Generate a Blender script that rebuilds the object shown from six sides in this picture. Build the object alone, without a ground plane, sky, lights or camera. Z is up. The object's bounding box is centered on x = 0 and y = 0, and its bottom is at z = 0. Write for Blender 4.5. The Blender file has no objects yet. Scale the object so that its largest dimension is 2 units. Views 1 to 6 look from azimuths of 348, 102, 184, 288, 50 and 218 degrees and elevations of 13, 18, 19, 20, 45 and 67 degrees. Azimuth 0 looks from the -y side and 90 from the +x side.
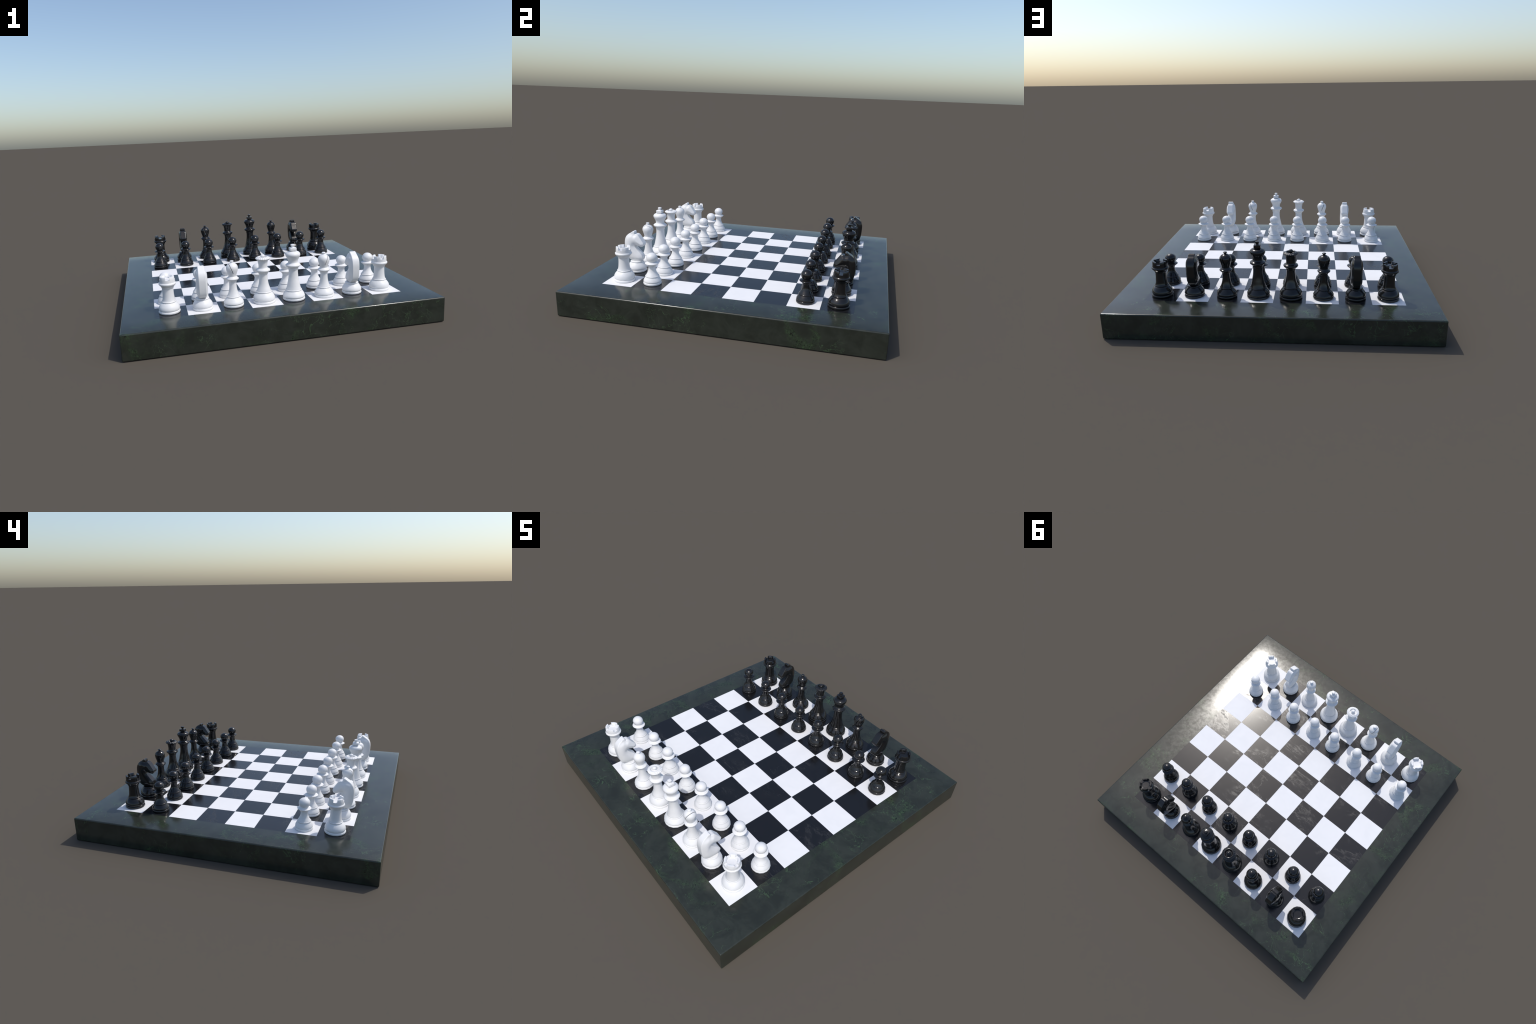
import bpy, bmesh, math
from mathutils import Vector, Matrix
from mathutils.geometry import delaunay_2d_cdt

BOARD_TOP = 0.164          # height of the playing surface
BOARD_HALF = 1.0           # the slab is 2 m square
SQUARE = 0.1998            # side of one square
GRID_HALF = 4 * SQUARE
NORMAL_TILT = 4.0             # degrees the shading normals lean at the border's outer edge
SEGMENTS = 16              # the turned pieces are 16-sided with smooth shading

COLL = bpy.context.scene.collection


# ------------------------------------------------------------------ materials
class Nodes:
    """Small helper for writing node trees."""
    def __init__(self, name):
        self.mat = bpy.data.materials.new(name)
        self.mat.use_nodes = True
        self.tree = self.mat.node_tree
        self.tree.nodes.clear()
        out = self.add('ShaderNodeOutputMaterial')
        self.bsdf = self.add('ShaderNodeBsdfPrincipled')
        self.link(self.bsdf.outputs[0], out.inputs['Surface'])

    def add(self, kind, **props):
        n = self.tree.nodes.new(kind)
        for k, v in props.items():
            setattr(n, k, v)
        return n

    def link(self, a, b):
        self.tree.links.new(a, b)

    def put(self, socket, value):
        if hasattr(value, 'links'):
            self.link(value, socket)
        else:
            socket.default_value = value

    def noise(self, vec, scale, detail=4.0, rough=0.55, distort=0.0):
        n = self.add('ShaderNodeTexNoise')
        self.link(vec, n.inputs['Vector'])
        n.inputs['Scale'].default_value = scale
        n.inputs['Detail'].default_value = detail
        n.inputs['Roughness'].default_value = rough
        n.inputs['Distortion'].default_value = distort
        return n.outputs['Fac']

    def math(self, op, a, b=0.0, c=0.0, clamp=False):
        n = self.add('ShaderNodeMath', operation=op, use_clamp=clamp)
        self.put(n.inputs[0], a)
        self.put(n.inputs[1], b)
        if op in ('MULTIPLY_ADD', 'SMOOTH_MIN'):
            self.put(n.inputs[2], c)
        return n.outputs[0]

    def remap(self, v, lo, hi, a=0.0, b=1.0):
        n = self.add('ShaderNodeMapRange', interpolation_type='SMOOTHSTEP')
        self.put(n.inputs['Value'], v)
        for key, val in (('From Min', lo), ('From Max', hi), ('To Min', a), ('To Max', b)):
            n.inputs[key].default_value = val
        return n.outputs['Result']

    def mix(self, fac, a, b):
        n = self.add('ShaderNodeMix', data_type='RGBA')
        self.put(n.inputs[0], fac)
        self.put(n.inputs[6], a)
        self.put(n.inputs[7], b)
        return n.outputs[2]

    def vein(self, vec, scale, width, detail=4.0, distort=0.6, rough=0.55):
        """1 on the thin level line of a noise field, 0 away from it."""
        f = self.noise(vec, scale, detail, rough, distort)
        d = self.math('ABSOLUTE', self.math('SUBTRACT', f, 0.5))
        return self.remap(d, 0.0, width, 1.0, 0.0)

    def position(self, shift=(0, 0, 0), scale=(1, 1, 1)):
        g = self.add('ShaderNodeNewGeometry')
        m = self.add('ShaderNodeMapping')
        m.inputs['Location'].default_value = shift
        m.inputs['Scale'].default_value = scale
        self.link(g.outputs['Position'], m.inputs['Vector'])
        return m.outputs['Vector']

    def surface(self, color, rough, specular=0.5, bump=None, strength=0.1, distance=0.001):
        self.put(self.bsdf.inputs['Base Color'], color)
        self.put(self.bsdf.inputs['Roughness'], rough)
        self.put(self.bsdf.inputs['Specular IOR Level'], specular)
        if bump is not None:
            b = self.add('ShaderNodeBump')
            b.inputs['Strength'].default_value = strength
            b.inputs['Distance'].default_value = distance
            self.link(bump, b.inputs['Height'])
            self.link(b.outputs[0], self.bsdf.inputs['Normal'])
        return self.mat


def green_marble():
    n = Nodes('green_marble')
    p = n.position()
    cloud = n.noise(p, 9.0, 8, 0.66, 0.5)
    base = n.mix(n.remap(cloud, 0.34, 0.66), (0.0195, 0.0228, 0.0172, 1), (0.0305, 0.0355, 0.0272, 1))
    # clumps of green, broken up by fine grain
    clump = n.remap(n.noise(n.position((3.1, 1.7, 0.4)), 4.8, 4, 0.60, 0.7), 0.53, 0.69)
    grain = n.remap(n.noise(p, 60.0, 7, 0.72, 0.6), 0.45, 0.62)
    haze = n.math('MULTIPLY', clump, n.math('MULTIPLY_ADD', grain, 0.75, 0.20))
    base = n.mix(haze, base, (0.041, 0.074, 0.033, 1))
    # thin green veins, only here and there
    where = n.remap(n.noise(n.position((7.3, 2.2, 5.0)), 5.5, 3, 0.5), 0.46, 0.60)
    thin = n.math('MAXIMUM', n.vein(p, 5.0, 0.0050, 4, 0.5), n.vein(n.position((4, 9, 1)), 8.0, 0.0060, 4, 0.6))
    base = n.mix(n.math('MULTIPLY', n.math('MULTIPLY', thin, where), 0.75), base, (0.056, 0.100, 0.048, 1))
    # black cracks and pits inside the clumps
    crack = n.math('MULTIPLY', n.vein(n.position((1, 6, 8)), 22.0, 0.014, 6, 1.0), n.remap(clump, 0.1, 0.7))
    pit = n.math('MULTIPLY', n.remap(n.noise(n.position((9, 1, 2)), 55.0, 3, 0.6), 0.58, 0.66), n.remap(clump, 0.2, 0.8))
    base = n.mix(n.math('MULTIPLY', n.math('MAXIMUM', crack, pit), 0.8), base, (0.005, 0.007, 0.005, 1))
    spot = n.remap(n.noise(p, 30.0, 8, 0.72, 0.3), 0.33, 0.67, 0.15, 0.215)
    return n.surface(base, spot, 0.5)


def black_marble():
    n = Nodes('black_marble')

    def grainwise(shift, turn, stretch):
        v = n.position(shift)
        m = n.add('ShaderNodeMapping')
        m.inputs['Rotation'].default_value = (0, 0, turn)
        m.inputs['Scale'].default_value = stretch
        n.link(v, m.inputs['Vector'])
        return m.outputs['Vector']
    p = grainwise((0.35, 0.1, 0), math.radians(53), (0.55, 1.3, 1))
    where = n.remap(n.noise(n.position((2.0, 5.5, 0)), 3.6, 3, 0.5, 0.2), 0.42, 0.60)
    wisp = n.math('MULTIPLY', n.vein(p, 3.6, 0.050, 9, 0.7, 0.66), n.remap(n.noise(p, 24.0, 7, 0.7), 0.38, 0.68))
    line = n.vein(grainwise((5, 2, 0), math.radians(50), (0.6, 1.2, 1)), 5.0, 0.007, 8, 0.9, 0.62)
    veins = n.math('MULTIPLY', n.math('MAXIMUM', wisp, n.math('MULTIPLY', line, 0.8)), where)
    col = n.mix(n.math('MULTIPLY', veins, 0.24), (0.0100, 0.0104, 0.0118, 1), (0.085, 0.083, 0.078, 1))
    rough = n.math('ADD', 0.165, n.math('MULTIPLY', veins, 0.26))
    return n.surface(col, rough, 0.5)


def white_marble():
    n = Nodes('white_marble')
    p = n.position()
    soft = n.noise(p, 9.0, 5, 0.6, 0.5)
    col = n.mix(n.remap(soft, 0.3, 0.7), (0.78, 0.78, 0.785, 1), (0.815, 0.812, 0.812, 1))
    return n.surface(col, 0.75, 0.15)


def piece_material(name, color_a, color_b, rough, specular):
    n = Nodes(name)
    t = n.add('ShaderNodeTexCoord')
    f = n.noise(t.outputs['Object'], 35.0, 4, 0.6)
    col = n.mix(n.remap(f, 0.3, 0.7), color_a, color_b)
    rough = n.remap(n.noise(t.outputs['Object'], 22.0, 5, 0.65), 0.3, 0.7, rough * 0.85, rough * 1.2)
    return n.surface(col, rough, specular)


MARBLE_GREEN = green_marble()
MARBLE_BLACK = black_marble()
MARBLE_WHITE = white_marble()
WHITE = piece_material('white_lacquer', (0.755, 0.755, 0.752, 1), (0.785, 0.785, 0.782, 1), 0.45, 0.5)
BLACK = piece_material('black_lacquer', (0.0085, 0.0085, 0.0088, 1), (0.0115, 0.0113, 0.0112, 1), 0.165, 0.5)


# ------------------------------------------------------------------ mesh tools
def mesh_from(name, bm, smooth=True):
    bmesh.ops.recalc_face_normals(bm, faces=bm.faces[:])
    me = bpy.data.meshes.new(name)
    bm.to_mesh(me)
    bm.free()
    for f in me.polygons:
        f.use_smooth = smooth
    return me


def catmull(points, steps):
    """Centripetal-like smooth curve through (r, z) control points."""
    if len(points) < 3:
        return list(points)
    pts = [Vector(p) for p in points]
    ext = [2 * pts[0] - pts[1]] + pts + [2 * pts[-1] - pts[-2]]
    out = []
    for i in range(1, len(ext) - 2):
        p0, p1, p2, p3 = ext[i - 1], ext[i], ext[i + 1], ext[i + 2]
        d1 = (p2 - p1).length or 1e-6
        m1 = (p2 - p0) / (((p2 - p0).length) or 1e-6) * d1
        m2 = (p3 - p1) / (((p3 - p1).length) or 1e-6) * d1
        for k in range(steps):
            t = k / steps
            h = (2 * t**3 - 3 * t**2 + 1, t**3 - 2 * t**2 + t, -2 * t**3 + 3 * t**2, t**3 - t**2)
            q = h[0] * p1 + h[1] * m1 * 0.9 + h[2] * p2 + h[3] * m2 * 0.9
            out.append((max(q.x, 0.0), q.y))
    out.append(tuple(points[-1]))
    return out


def lathe(name, runs, steps=3, segments=SEGMENTS, warp=None, fit=1.012):
    """Turn a profile. runs: smooth stretches of (r, z) points; runs meet in creases."""
    bm = bmesh.new()
    rings, crease = [], set()
    for ri, run in enumerate(runs):
        curve = catmull(run, steps)
        if ri:
            crease.add(len(rings) - 1)
            curve = curve[1:]
        for r, z in curve:
            if segments == SEGMENTS:
                r *= fit             # so that the flats of the polygon meet the turned radius
            if r < 1e-5:
                rings.append([bm.verts.new((0, 0, z))])
            else:
                ring = []
                for s in range(segments):
                    a = 2 * math.pi * s / segments
                    rr, zz = warp(r, z, a) if warp else (r, z)
                    ring.append(bm.verts.new((rr * math.cos(a), rr * math.sin(a), zz)))
                rings.append(ring)
    for lo, hi in zip(rings, rings[1:]):
        for s in range(segments):
            t = (s + 1) % segments
            if len(lo) == 1 and len(hi) == 1:
                continue
            if len(lo) == 1:
                bm.faces.new((lo[0], hi[t], hi[s]))
            elif len(hi) == 1:
                bm.faces.new((lo[s], lo[t], hi[0]))
            else:
                bm.faces.new((lo[s], lo[t], hi[t], hi[s]))
    bm.edges.ensure_lookup_table()
    for i in crease:
        ring = rings[i]
        for s in range(len(ring)):
            e = bm.edges.get((ring[s], ring[(s + 1) % len(ring)]))
            if e:
                e.smooth = False
    return mesh_from(name, bm)


def box(name, half, z0, z1, chamfer, segments=2):
    bm = bmesh.new()
    bmesh.ops.create_cube(bm, size=1.0)
    bmesh.ops.scale(bm, vec=(2 * half, 2 * half, z1 - z0), verts=bm.verts[:])
    bmesh.ops.translate(bm, vec=(0, 0, (z0 + z1) / 2), verts=bm.verts[:])
    bmesh.ops.bevel(bm, geom=bm.edges[:], offset=chamfer, segments=segments, profile=0.5, affect='EDGES')
    return mesh_from(name, bm, smooth=True)


def new_object(name, data, parent=None, material=None, matrix=None):
    o = bpy.data.objects.new(name, data)
    COLL.objects.link(o)
    if parent is not None:
        o.parent = parent
    if matrix is not None:
        o.matrix_local = matrix
    if material is not None and data is not None and not data.materials:
        data.materials.append(material)
    return o


# ------------------------------------------------------------------ the board
def frame_mesh():
    """Slab with rounded edges and a shallow square recess that holds the tiles."""
    rad, steps, corner = 0.0075, 3, 0.0055
    inner = GRID_HALF + 0.0002
    rings = [(-1, BOARD_HALF - rad, 0.0)]
    for k in range(steps + 1):
        a = math.pi / 2 * k / steps
        rings.append((rad, BOARD_HALF - rad + rad * math.sin(a), rad - rad * math.cos(a)))
    for k in range(steps + 1):
        a = math.pi / 2 * k / steps
        rings.append((rad, BOARD_HALF - rad + rad * math.cos(a), BOARD_TOP - rad + rad * math.sin(a)))
    bm = bmesh.new()

    def square_ring(half, z, r):
        ring = []
        for q in range(4):
            cx, cy = ((1, 1), (-1, 1), (-1, -1), (1, -1))[q]
            strip = 0.0012
            pts = [(r * math.cos(a), r * math.sin(a)) for a in [math.pi / 2 * (q + k / steps) for k in range(steps + 1)]]
            a0, a1 = math.pi / 2 * q, math.pi / 2 * (q + 1)
            pts.insert(0, (pts[0][0] + strip * math.sin(a0), pts[0][1] - strip * math.cos(a0)))
            pts.append((pts[-1][0] - strip * math.sin(a1), pts[-1][1] + strip * math.cos(a1)))
            for px, py in pts:
                ring.append(bm.verts.new((cx * (half - r) + px, cy * (half - r) + py, z)))
        return ring
    hold = 0.0012                     # narrow strips that keep the large faces flat in shading
    bevel = [(h, z) for _, h, z in rings[1:]]
    path = [(bevel[0][0] - hold, bevel[0][1])] + bevel[:steps + 1] + [(BOARD_HALF, rad + hold), (BOARD_HALF, BOARD_TOP - rad - hold)] \
        + bevel[steps + 1:] + [(bevel[-1][0] - hold, bevel[-1][1])]
    loops = [square_ring(h, z, max(corner - (BOARD_HALF - h), 0.0004)) for h, z in path]
    for lo, hi in zip(loops, loops[1:]):
        n = len(lo)
        for k in range(n):
            bm.faces.new((lo[k], lo[(k + 1) % n], hi[(k + 1) % n], hi[k]))
    bm.faces.new(loops[0])
    # top border as a grid of patches around the recess
    edge = bevel[-1][0] - hold
    cuts = [inner + (edge - inner) * k / 8 for k in range(9)]
    lines = [-c for c in reversed(cuts)] + cuts
    grid = {}

    def node(i, j):
        if (i, j) not in grid:
            grid[i, j] = bm.verts.new((lines[i], lines[j], BOARD_TOP))
        return grid[i, j]
    n = len(lines)
    for i in range(n - 1):
        for j in range(n - 1):
            if not (i == 8 and j == 8):
                bm.faces.new((node(i, j), node(i + 1, j), node(i + 1, j + 1), node(i, j + 1)))
    floor = [bm.verts.new((sx * inner, sy * inner, BOARD_TOP - 0.012)) for sx, sy in ((-1, -1), (1, -1), (1, 1), (-1, 1))]
    rim = [bm.verts.new((sx * inner, sy * inner, BOARD_TOP)) for sx, sy in ((-1, -1), (1, -1), (1, 1), (-1, 1))]
    bm.faces.new(floor)
    for k in range(4):
        bm.faces.new((floor[k], floor[(k + 1) % 4], rim[(k + 1) % 4], rim[k]))
    me = mesh_from('frame', bm, smooth=True)
    for p in me.polygons:                # keep every upward face upward
        if p.center.z > BOARD_TOP - 1e-5 and p.normal.z < 0 or abs(p.center.z - BOARD_TOP + 0.012) < 1e-5 and p.normal.z < 0:
            p.flip()
    # border stays flat; normals bent outward to shape its sky reflection and sun glare
    me.update()
    normals = [Vector(v.vector) for v in me.vertex_normals]

    def normal_tilt(c):
        t = max(0.0, (abs(c) - inner) / (edge - inner))
        return math.copysign(math.radians(NORMAL_TILT) * t ** 1.3, c)
    for v in me.vertices:
        if v.co.z > BOARD_TOP - 1e-6:
            normals[v.index] = Vector((math.tan(normal_tilt(v.co.x)), math.tan(normal_tilt(v.co.y)), 1)).normalized()
    me.normals_split_custom_set_from_vertices(normals)
    return me


def build_board():
    board = new_object('chess_board', None)
    board.empty_display_size = 0.2
    board['label'] = 'thick dark green marble chess board with black and white squares'
    board['category'] = 'chess board'
    frame = new_object('frame', frame_mesh(), board, MARBLE_GREEN)

    def tile_mesh(name, mat):
        bm = bmesh.new()
        bmesh.ops.create_cube(bm, size=1.0)
        w = SQUARE - 0.0002
        bmesh.ops.scale(bm, vec=(w, w, 0.0115), verts=bm.verts[:])
        bmesh.ops.translate(bm, vec=(0, 0, BOARD_TOP - 0.0115 / 2), verts=bm.verts[:])
        me = mesh_from(name, bm, smooth=False)
        me.materials.append(mat)
        return me
    light, dark = tile_mesh('light_square', MARBLE_WHITE), tile_mesh('dark_square', MARBLE_BLACK)
    for i in range(8):
        for j in range(8):
            is_light = (i + j) % 2 == 1
            o = new_object('light_square' if is_light else 'dark_square', light if is_light else dark, board)
            o.location = ((i - 3.5) * SQUARE, (j - 3.5) * SQUARE, 0)


# ------------------------------------------------------------------ piece parts
def foot(r):
    """Base disc of a piece: flat bottom, rounded rim, groove."""
    return [[(0, 0.0004), (r * 0.90, 0.0004)],
            [(r * 0.90, 0.0004), (r * 0.955, 0.0012), (r * 0.99, 0.0045), (r, 0.0090),
             (r * 0.988, 0.0130), (r * 0.960, 0.0158), (r * 0.905, 0.0172)]]


def bead(r, z):
    """Thin ring on top of the belly, with a groove under it."""
    return [[(r - 0.0018, z), (r - 0.0036, z + 0.0006)],
            [(r - 0.0036, z + 0.0006), (r - 0.0010, z + 0.0018), (r, z + 0.0044), (r - 0.0010, z + 0.0070), (r - 0.0040, z + 0.0098)]]


def pawn_parts():
    base = foot(0.0577) + [
        [(0.0522, 0.0172), (0.0553, 0.0195), (0.0558, 0.0245), (0.0530, 0.0330), (0.0480, 0.0425), (0.0429, 0.0505)]] + bead(0.0447, 0.0505)
    stem = [[(0.0407, 0.0603), (0.0342, 0.0710), (0.0292, 0.0800), (0.0248, 0.0930), (0.0230, 0.1070), (0.0226, 0.1165)],
            [(0.0226, 0.1165), (0.0240, 0.1180), (0.0252, 0.1205), (0.0252, 0.1235)]]
    collar = [[(0.0252, 0.1235), (0.0290, 0.1275), (0.0350, 0.1322), (0.0422, 0.1375), (0.0437, 0.1402),
               (0.0415, 0.1428), (0.0345, 0.1452), (0.0285, 0.1480), (0.0245, 0.1512)]]
    # ball head, slightly flattened
    mid, wide, up, down = 0.1768, 0.0352, 0.0312, 0.0360
    start = -math.acos(0.0245 / wide)
    turns = [start + (math.pi / 2 - start) * k / 10 for k in range(11)]
    head = [[(wide * math.cos(t), mid + (up if t > 0 else down) * math.sin(t)) for t in turns[:-1]] + [(0, mid + up)]]
    head[0][0] = (0.0245, 0.1512)
    return [('base', lathe('pawn_base', base)), ('stem', lathe('pawn_stem', stem, fit=0.996)),
            ('collar', lathe('pawn_collar', collar)), ('head', lathe('pawn_head', head, 2))]


def rook_parts():
    base = foot(0.0672) + [
        [(0.0608, 0.0172), (0.0640, 0.0210), (0.0652, 0.0290), (0.0624, 0.0415), (0.0560, 0.0530), (0.0492, 0.0615), (0.0432, 0.0670)]] + bead(0.0450, 0.0670)
    stem = [[(0.0410, 0.0768), (0.0388, 0.0830), (0.0370, 0.0920), (0.0352, 0.1100), (0.0342, 0.1280), (0.0338, 0.1440), (0.0340, 0.1560)],
            [(0.0340, 0.1560), (0.0368, 0.1580), (0.0382, 0.1620), (0.0388, 0.1660)]]
    collar = [[(0.0388, 0.1660), (0.0425, 0.1710), (0.0475, 0.1765), (0.0518, 0.1815), (0.0528, 0.1855), (0.0515, 0.1900), (0.0475, 0.1945)]]
    crown = [[(0.0475, 0.1945), (0.0470, 0.2000), (0.0464, 0.2125)],
             [(0.0464, 0.2125), (0.0300, 0.2118)],
             [(0.0300, 0.2118), (0.0262, 0.2108), (0.0240, 0.2095)], [(0.0240, 0.2095), (0, 0.2092)]]
    # battlement: one block between two square-cut notches, shared by all four
    notch, z0, z1 = 0.0122, 0.2126, 0.2308

    def rim(r, a):     # radius of the 16-sided outline at angle a
        w = 2 * math.pi / SEGMENTS
        return r * math.cos(w / 2) / math.cos((a % w) - w / 2)
    bm = bmesh.new()
    layers = []
    for z, ro, ri, g in ((z0, 0.0464, 0.0290, 0.0), (z1 - 0.0018, 0.0456, 0.0330, 0.0), (z1, 0.0444, 0.0346, 0.0012)):
        row = []
        cut = notch + g
        a0, a1 = math.asin(cut / ro), math.pi / 2 - math.asin(cut / ro)
        b0, b1 = math.asin(cut / ri), math.pi / 2 - math.asin(cut / ri)
        for k in range(9):
            a = a0 + (a1 - a0) * k / 8
            row.append((rim(ro, a) * math.cos(a), rim(ro, a) * math.sin(a), z))
        for k in range(7):
            b = b1 + (b0 - b1) * k / 6
            row.append((ri * math.cos(b), ri * math.sin(b), z))
        layers.append([bm.verts.new(p) for p in row])
    n = len(layers[0])
    for lo, hi in zip(layers, layers[1:]):
        for k in range(n):
            bm.faces.new((lo[k], lo[(k + 1) % n], hi[(k + 1) % n], hi[k]))
    bm.faces.new(layers[0])
    bm.faces.new(layers[-1])
    merlon = mesh_from('battlement', bm)
    merlon.set_sharp_from_angle(angle=math.radians(38))
    parts = [('base', lathe('rook_base', base)), ('stem', lathe('rook_stem', stem, fit=0.996)),
             ('collar', lathe('rook_collar', collar)), ('crown', lathe('rook_crown', crown))]
    for k in range(4):
        parts.append(('battlement', merlon, Matrix.Rotation(k * math.pi / 2, 4, 'Z')))
    return parts


def bishop_parts():
    base = foot(0.0645) + [
        [(0.0584, 0.0172), (0.0625, 0.0195), (0.0637, 0.0245), (0.0603, 0.0340), (0.0535, 0.0440), (0.0462, 0.0530), (0.0410, 0.0585)]] + bead(0.0428, 0.0585)
    stem = [[(0.0388, 0.0683), (0.0335, 0.0800), (0.0292, 0.0940), (0.0260, 0.1090), (0.0243, 0.1230), (0.0235, 0.1400), (0.0235, 0.1545)],
            [(0.0235, 0.1545), (0.0252, 0.1565), (0.0260, 0.1600), (0.0262, 0.1640)]]
    collar = [[(0.0262, 0.1640), (0.0310, 0.1680), (0.0370, 0.1730), (0.0395, 0.1775), (0.0385, 0.1815), (0.0345, 0.1840)],
              [(0.0345, 0.1840), (0.0318, 0.1870), (0.0285, 0.1900), (0.0252, 0.1935)]]
    head = [[(0, 0.1935), (0.0252, 0.1935)],
            [(0.0252, 0.1935), (0.0262, 0.2000), (0.0290, 0.2105), (0.0330, 0.2230), (0.0362, 0.2350), (0.0373, 0.2450),
             (0.0360, 0.2555), (0.0312, 0.2650), (0.0228, 0.2730), (0.0140, 0.2780), (0.0085, 0.2805)],
            [(0.0085, 0.2805), (0, 0.2805)]]
    knob = [[(0.0090, 0.2800), (0.0080, 0.2825), (0.0085, 0.2850), (0.0120, 0.2880), (0.0124, 0.2902), (0.0100, 0.2925), (0.0050, 0.2938), (0, 0.2942)]]
    head_me = lathe('bishop_head', head)
    # the mitre cut: a thin slot slanting from the top right flank to the middle
    bm = bmesh.new()
    bmesh.ops.create_cube(bm, size=1.0)
    bmesh.ops.scale(bm, vec=(0.0036, 0.16, 0.10), verts=bm.verts[:])
    top, low = Vector((0.0205, 0, 0.2745)), Vector((-0.0020, 0, 0.2150))
    d = (top - low).normalized()
    turn = Matrix.Rotation(math.atan2(d.x, d.z), 4, 'Y')
    bmesh.ops.transform(bm, matrix=Matrix.Translation(low + d * 0.05) @ turn, verts=bm.verts[:])
    cut = new_object('slot_cutter', mesh_from('slot_cutter', bm, False))
    ho = new_object('head_blank', head_me)
    mod = ho.modifiers.new('slot', 'BOOLEAN')
    mod.operation, mod.object, mod.solver = 'DIFFERENCE', cut, 'EXACT'
    deps = bpy.context.evaluated_depsgraph_get()
    done = bpy.data.meshes.new_from_object(ho.evaluated_get(deps))
    done.name = 'bishop_mitre'
    bpy.data.objects.remove(ho)
    bpy.data.objects.remove(cut)
    for f in done.polygons:
        f.use_smooth = True
    done.set_sharp_from_angle(angle=math.radians(35))
    return [('base', lathe('bishop_base', base)), ('stem', lathe('bishop_stem', stem, fit=0.996)),
            ('collar', lathe('bishop_collar', collar)), ('head', done), ('knob', lathe('bishop_knob', knob))]


def queen_parts():
    base = foot(0.0715) + [
        [(0.0647, 0.0172), (0.0690, 0.0210), (0.0700, 0.0300), (0.0675, 0.0410), (0.0615, 0.0520), (0.0545, 0.0615), (0.0487, 0.0675)]] + bead(0.0505, 0.0675)
    stem = [[(0.0465, 0.0773), (0.0408, 0.0935), (0.0358, 0.1080), (0.0318, 0.1240), (0.0290, 0.1420), (0.0275, 0.1580), (0.0270, 0.1720), (0.0274, 0.1850)],
            [(0.0274, 0.1850), (0.0294, 0.1870), (0.0304, 0.1910), (0.0312, 0.1955)]]
    collar = [[(0.0312, 0.1955), (0.0355, 0.2000), (0.0415, 0.2045), (0.0448, 0.2095), (0.0450, 0.2140), (0.0425, 0.2185), (0.0365, 0.2215), (0.0325, 0.2235)],
              [(0.0325, 0.2235), (0.0300, 0.2265), (0.0285, 0.2300)]]
    neck = [[(0.0285, 0.2300), (0.0283, 0.2380), (0.0288, 0.2480), (0.0303, 0.2600), (0.0325, 0.2710), (0.0338, 0.2765)]]
    lobes = 20

    def scallop(r, z, a):
        gap = (0.5 + 0.5 * math.cos(lobes * a)) ** 2
        if r > 0.043:
            return r - 0.0016 * gap, z
        if r > 0.0335 and z > 0.2880:
            return r, z - 0.0026 * gap * min(1.0, (r - 0.0335) / 0.004)
        return r, z
    crown = [[(0.0338, 0.2765), (0.0380, 0.2790), (0.0430, 0.2828), (0.0466, 0.2868)],
             [(0.0466, 0.2868), (0.0470, 0.2885), (0.0458, 0.2905)],
             [(0.0458, 0.2905), (0.0420, 0.2938), (0.0370, 0.2965), (0.0320, 0.2984), (0.0280, 0.2985), (0.0252, 0.2965)],
             [(0.0252, 0.2965), (0.0238, 0.2915), (0.0215, 0.2885), (0.0150, 0.2892), (0.0100, 0.2930)]]
    knob = [[(0.0100, 0.2930), (0.0102, 0.2950), (0.0132, 0.2985), (0.0142, 0.3030), (0.0128, 0.3080), (0.0085, 0.3120), (0.0040, 0.3138), (0, 0.3142)]]
    return [('base', lathe('queen_base', base)), ('stem', lathe('queen_stem', stem, fit=0.996)),
            ('collar', lathe('queen_collar', collar)), ('neck', lathe('queen_neck', neck)),
            ('crown', lathe('queen_crown', crown, 2, lobes * 8, scallop)), ('knob', lathe('queen_knob', knob))]


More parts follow.
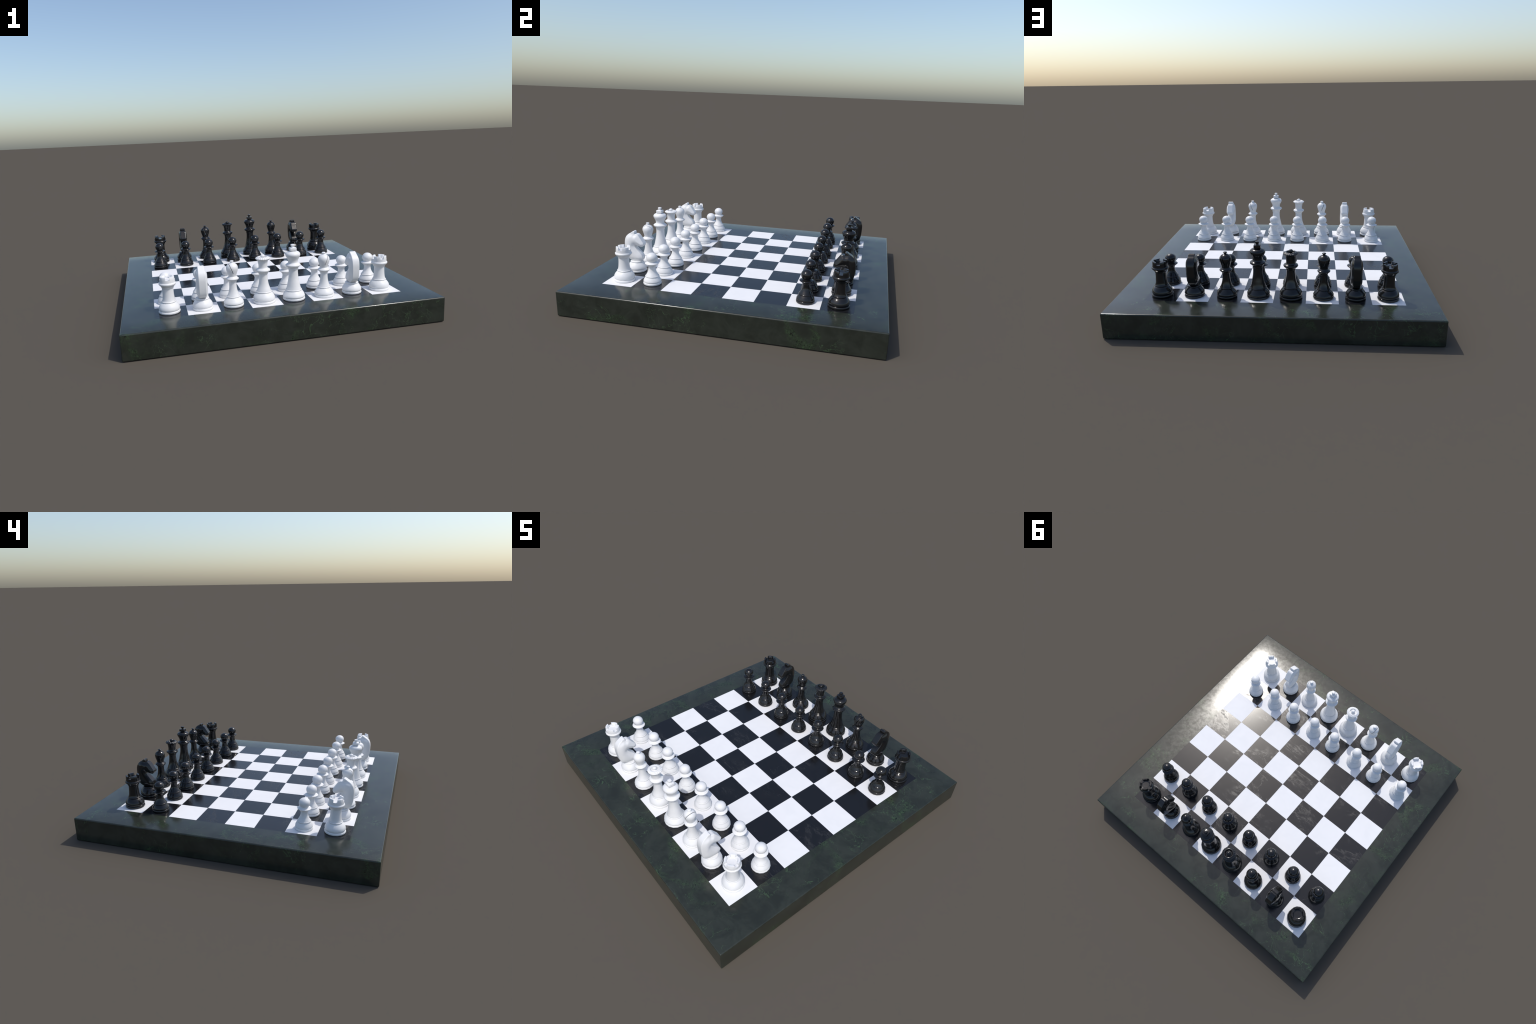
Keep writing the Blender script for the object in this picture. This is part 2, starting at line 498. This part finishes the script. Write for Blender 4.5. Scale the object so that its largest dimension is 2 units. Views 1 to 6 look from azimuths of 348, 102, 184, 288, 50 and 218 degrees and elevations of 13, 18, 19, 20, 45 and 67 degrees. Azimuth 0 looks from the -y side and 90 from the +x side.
def king_parts():
    base = foot(0.0722) + [
        [(0.0653, 0.0172), (0.0702, 0.0215), (0.0712, 0.0270), (0.0680, 0.0365), (0.0615, 0.0470), (0.0562, 0.0545), (0.0512, 0.0600)]] + bead(0.0532, 0.0600)
    stem = [[(0.0492, 0.0698), (0.0440, 0.0870), (0.0396, 0.1080), (0.0355, 0.1270), (0.0320, 0.1470), (0.0304, 0.1680), (0.0300, 0.1850), (0.0304, 0.1970)],
            [(0.0304, 0.1970), (0.0325, 0.1990), (0.0330, 0.2040), (0.0330, 0.2110)]]
    collar = [[(0.0330, 0.2110), (0.0385, 0.2155), (0.0462, 0.2215), (0.0486, 0.2270), (0.0478, 0.2315), (0.0420, 0.2355), (0.0370, 0.2385)],
              [(0.0370, 0.2385), (0.0330, 0.2420), (0.0308, 0.2465)]]
    head = [[(0.0308, 0.2465), (0.0312, 0.2540), (0.0340, 0.2640), (0.0390, 0.2745), (0.0446, 0.2850), (0.0476, 0.2935),
             (0.0473, 0.3010), (0.0430, 0.3085), (0.0350, 0.3140), (0.0240, 0.3180), (0.0130, 0.3195), (0, 0.3200)]]
    cross = [[(0.0150, 0.3175), (0.0135, 0.3210), (0.0135, 0.3240)]]
    cross_low = lathe('cross_foot', cross)
    arm = box('cross_arm', 0.0210, 0.3225, 0.3415, 0.0022)
    waist = lathe('cross_waist', [[(0.0105, 0.3405), (0.0085, 0.3440), (0.0085, 0.3485), (0.0100, 0.3520)]])
    tip = box('cross_tip', 0.0110, 0.3505, 0.3620, 0.0024)
    return [('base', lathe('king_base', base)), ('stem', lathe('king_stem', stem, fit=0.996)),
            ('collar', lathe('king_collar', collar)), ('head', lathe('king_head', head)),
            ('cross_foot', cross_low), ('cross_arm', arm), ('cross_waist', waist), ('cross_tip', tip)]


def knight_parts():
    base = foot(0.0638) + [
        [(0.0586, 0.0172), (0.0617, 0.0210), (0.0628, 0.0290), (0.0594, 0.0410), (0.0530, 0.0520), (0.0465, 0.0605), (0.0417, 0.0655)]] + bead(0.0435, 0.0655) + [
        [(0.0395, 0.0753), (0, 0.0756)]]
    # side view of the horse (forward, up); each stretch is smooth, stretches meet in corners
    outline = [
        [(-0.0240, 0.0748), (0.0310, 0.0740)],
        [(0.0310, 0.0740), (0.0415, 0.0800), (0.0485, 0.0920), (0.0502, 0.1040), (0.0460, 0.1160), (0.0360, 0.1300), (0.0220, 0.1430),
         (0.0085, 0.1570), (-0.0005, 0.1690), (-0.0055, 0.1800), (-0.0030, 0.1870), (0.0060, 0.1885), (0.0200, 0.1850), (0.0360, 0.1805),
         (0.0480, 0.1800), (0.0560, 0.1840), (0.0602, 0.1930)],
        [(0.0602, 0.1930), (0.0607, 0.1985), (0.0590, 0.2045)],
        [(0.0590, 0.2045), (0.0500, 0.2175), (0.0380, 0.2350), (0.0270, 0.2510), (0.0195, 0.2590), (0.0110, 0.2622), (0.0030, 0.2624), (-0.0045, 0.2612)],
        [(-0.0045, 0.2612), (-0.0040, 0.2720), (-0.0058, 0.2785), (-0.0115, 0.2806), (-0.0190, 0.2778), (-0.0310, 0.2690)],
        [(-0.0310, 0.2690), (-0.0460, 0.2600), (-0.0600, 0.2460), (-0.0690, 0.2280), (-0.0735, 0.2060), (-0.0738, 0.1800), (-0.0722, 0.1500),
         (-0.0690, 0.1250), (-0.0640, 0.1080), (-0.0565, 0.0965), (-0.0470, 0.0885), (-0.0360, 0.0822), (-0.0240, 0.0748)]]
    loop = []
    for run in outline:
        c = catmull_signed(run, 4)
        loop += c[:-1]
    loop = [Vector(p) for p in loop]
    n = len(loop)

    bald = [p for p in loop if not (-0.031 < p.x < -0.004 and p.y > 0.2615)]    # outline without the ear

    def edge_distance(p, ring=None):
        best = 1.0
        ring = ring or loop
        for a, b in zip(ring, ring[1:] + ring[:1]):
            ab = b - a
            t = max(0.0, min(1.0, (p - a).dot(ab) / ab.length_squared))
            best = min(best, (p - a - ab * t).length)
        return best

    def inside(p):
        odd = False
        for a, b in zip(loop, loop[1:] + loop[:1]):
            if (a.y > p.y) != (b.y > p.y) and p.x < a.x + (p.y - a.y) / (b.y - a.y) * (b.x - a.x):
                odd = not odd
        return odd

    def half_width(p, d):
        # flat rim band, sides swelling toward the middle of the mass
        edge = 0.0232 - 0.0030 * max(0.0, (p.y - 0.235) / 0.045) - 0.0015 * max(0.0, (0.12 - p.y) / 0.05)
        swell = 0.0122 * (1 - math.exp(-(d / 0.0175) ** 1.8))
        if p.y > 0.245:
            swell *= max(0.0, 1 - (p.y - 0.245) / 0.03)
        return edge + swell
    step = 0.0042
    grid = []
    z = 0.073
    row = 0
    while z < 0.283:
        y = -0.078 + (row % 2) * step / 2
        while y < 0.064:
            p = Vector((y, z))
            if inside(p):
                d = edge_distance(p)        # keep a clean strip along the rim
                if d > 0.0030:
                    grid.append((p, d))
            y += step
        z += step * 0.866
        row += 1
    verts2 = loop + [p for p, d in grid]
    cdt = delaunay_2d_cdt(verts2, [(k, (k + 1) % n) for k in range(n)], [], 1, 1e-7)
    pts, tris = cdt[0], cdt[2]
    bm = bmesh.new()
    sides = []
    for sx in (1, -1):
        vs = []
        for p in pts:
            d = edge_distance(p)
            h = half_width(p, edge_distance(p, bald) if p.y < 0.262 and d > 1e-6 else 0.0)
            if d < 1e-6:
                h -= 0.0012
            vs.append(bm.verts.new((sx * h, p.x, p.y)))
        sides.append(vs)
        for t in tris:
            bm.faces.new([vs[i] for i in t])
    # rim band between the two flanks: follow the outline
    index = {}
    for i, p in enumerate(pts):
        index[(round(p.x, 6), round(p.y, 6))] = i
    order = [index[(round(p.x, 6), round(p.y, 6))] for p in loop if (round(p.x, 6), round(p.y, 6)) in index]
    m = len(order)
    rows = [[sides[0][i] for i in order]]
    for sx, inset in ((1, 0.0030), (1, 0.0045), (-1, 0.0045), (-1, 0.0030)):
        row_v = []
        for k, i in enumerate(order):
            p = pts[i]
            t = (pts[order[(k + 1) % m]] - pts[order[k - 1]]).normalized()
            out = Vector((t.y, -t.x)) * 0.0010
            h = half_width(p, 0.0) - inset
            row_v.append(bm.verts.new((sx * h, p.x + out.x, p.y + out.y)))
        rows.append(row_v)
    rows.append([sides[1][i] for i in order])
    for ra, rb in zip(rows, rows[1:]):
        for k in range(m):
            bm.faces.new((ra[k], ra[(k + 1) % m], rb[(k + 1) % m], rb[k]))
    head = mesh_from('horse_head', bm)
    head.set_sharp_from_angle(angle=math.radians(42))
    return [('base', lathe('knight_base', base)), ('horse_head', head)]


def catmull_signed(points, steps):
    if len(points) < 3:
        return list(points)
    shifted = [(p[0] + 1.0, p[1]) for p in points]
    return [(p[0] - 1.0, p[1]) for p in catmull(shifted, steps)]


# ------------------------------------------------------------------ the set of pieces
LABELS = {
    'pawn': 'small turned {} chess pawn with ball head',
    'rook': '{} chess rook, round tower with four battlements',
    'knight': '{} chess knight, smooth horse head on round base',
    'bishop': '{} chess bishop with slotted mitre and small knob',
    'queen': 'tall {} chess queen with scalloped crown and knob',
    'king': 'tall {} chess king with blocky square cross',
}
BUILDERS = {'pawn': pawn_parts, 'rook': rook_parts, 'knight': knight_parts,
            'bishop': bishop_parts, 'queen': queen_parts, 'king': king_parts}
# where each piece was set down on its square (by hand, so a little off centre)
STANDS = {
    ('white', 'back'): [(-0.7065, -0.6970), (-0.4995, -0.7040), (-0.3030, -0.7065), (-0.1030, -0.7005),
                        (0.0940, -0.7055), (0.3000, -0.7085), (0.4945, -0.7035), (0.6945, -0.6955)],
    ('white', 'front'): [(-0.7160, -0.5025), (-0.4960, -0.5010), (-0.3075, -0.5025), (-0.0970, -0.5005),
                         (0.0975, -0.5030), (0.3035, -0.5010), (0.5010, -0.5020), (0.6985, -0.4985)],
    ('black', 'front'): [(-0.7190, 0.4985), (-0.5030, 0.4990), (-0.3045, 0.4995), (-0.0990, 0.5000),
                         (0.0980, 0.4995), (0.3010, 0.5000), (0.5065, 0.4985), (0.7020, 0.5000)],
    ('black', 'back'): [(-0.7050, 0.7050), (-0.5050, 0.7030), (-0.3070, 0.7040), (-0.1055, 0.7045),
                        (0.0975, 0.7020), (0.2965, 0.7035), (0.5020, 0.7030), (0.7090, 0.7035)],
}
BACK_ROW = ['rook', 'knight', 'bishop', 'queen', 'king', 'bishop', 'knight', 'rook']


def place(kind, side, library, x, y, turn):
    mat = WHITE if side == 'white' else BLACK
    root = new_object(side + '_' + kind, None)
    root.empty_display_size = 0.05
    root.location = (x, y, BOARD_TOP)
    root.rotation_euler = (0, 0, turn)
    root['label'] = LABELS[kind].format('glossy black' if side == 'black' else 'plain white')
    root['category'] = 'chess piece'
    for part in library[kind]:
        name, me = part[0], part[1]
        o = new_object(name, me, root)
        if len(part) > 2:
            o.matrix_local = part[2]
        if not me.materials:
            me.materials.append(mat)
    return root


def build_pieces():
    parts = {k: f() for k, f in BUILDERS.items()}
    white = parts
    black = {}
    for k, lst in parts.items():
        copies, out = {}, []
        for p in lst:
            if p[1].name not in copies:
                copies[p[1].name] = p[1].copy()
            out.append((p[0], copies[p[1].name]) + tuple(p[2:]))
        black[k] = out
    for side, lib, facing in (('white', white, 0.0), ('black', black, math.pi)):
        for i, kind in enumerate(BACK_ROW):
            turn = facing
            if kind == 'bishop':      # the slot always points to the nearer flank
                turn = math.pi if i < 4 else 0.0
            place(kind, side, lib, *STANDS[side, 'back'][i], turn)
        for i in range(8):
            place('pawn', side, lib, *STANDS[side, 'front'][i], facing)


build_board()
build_pieces()
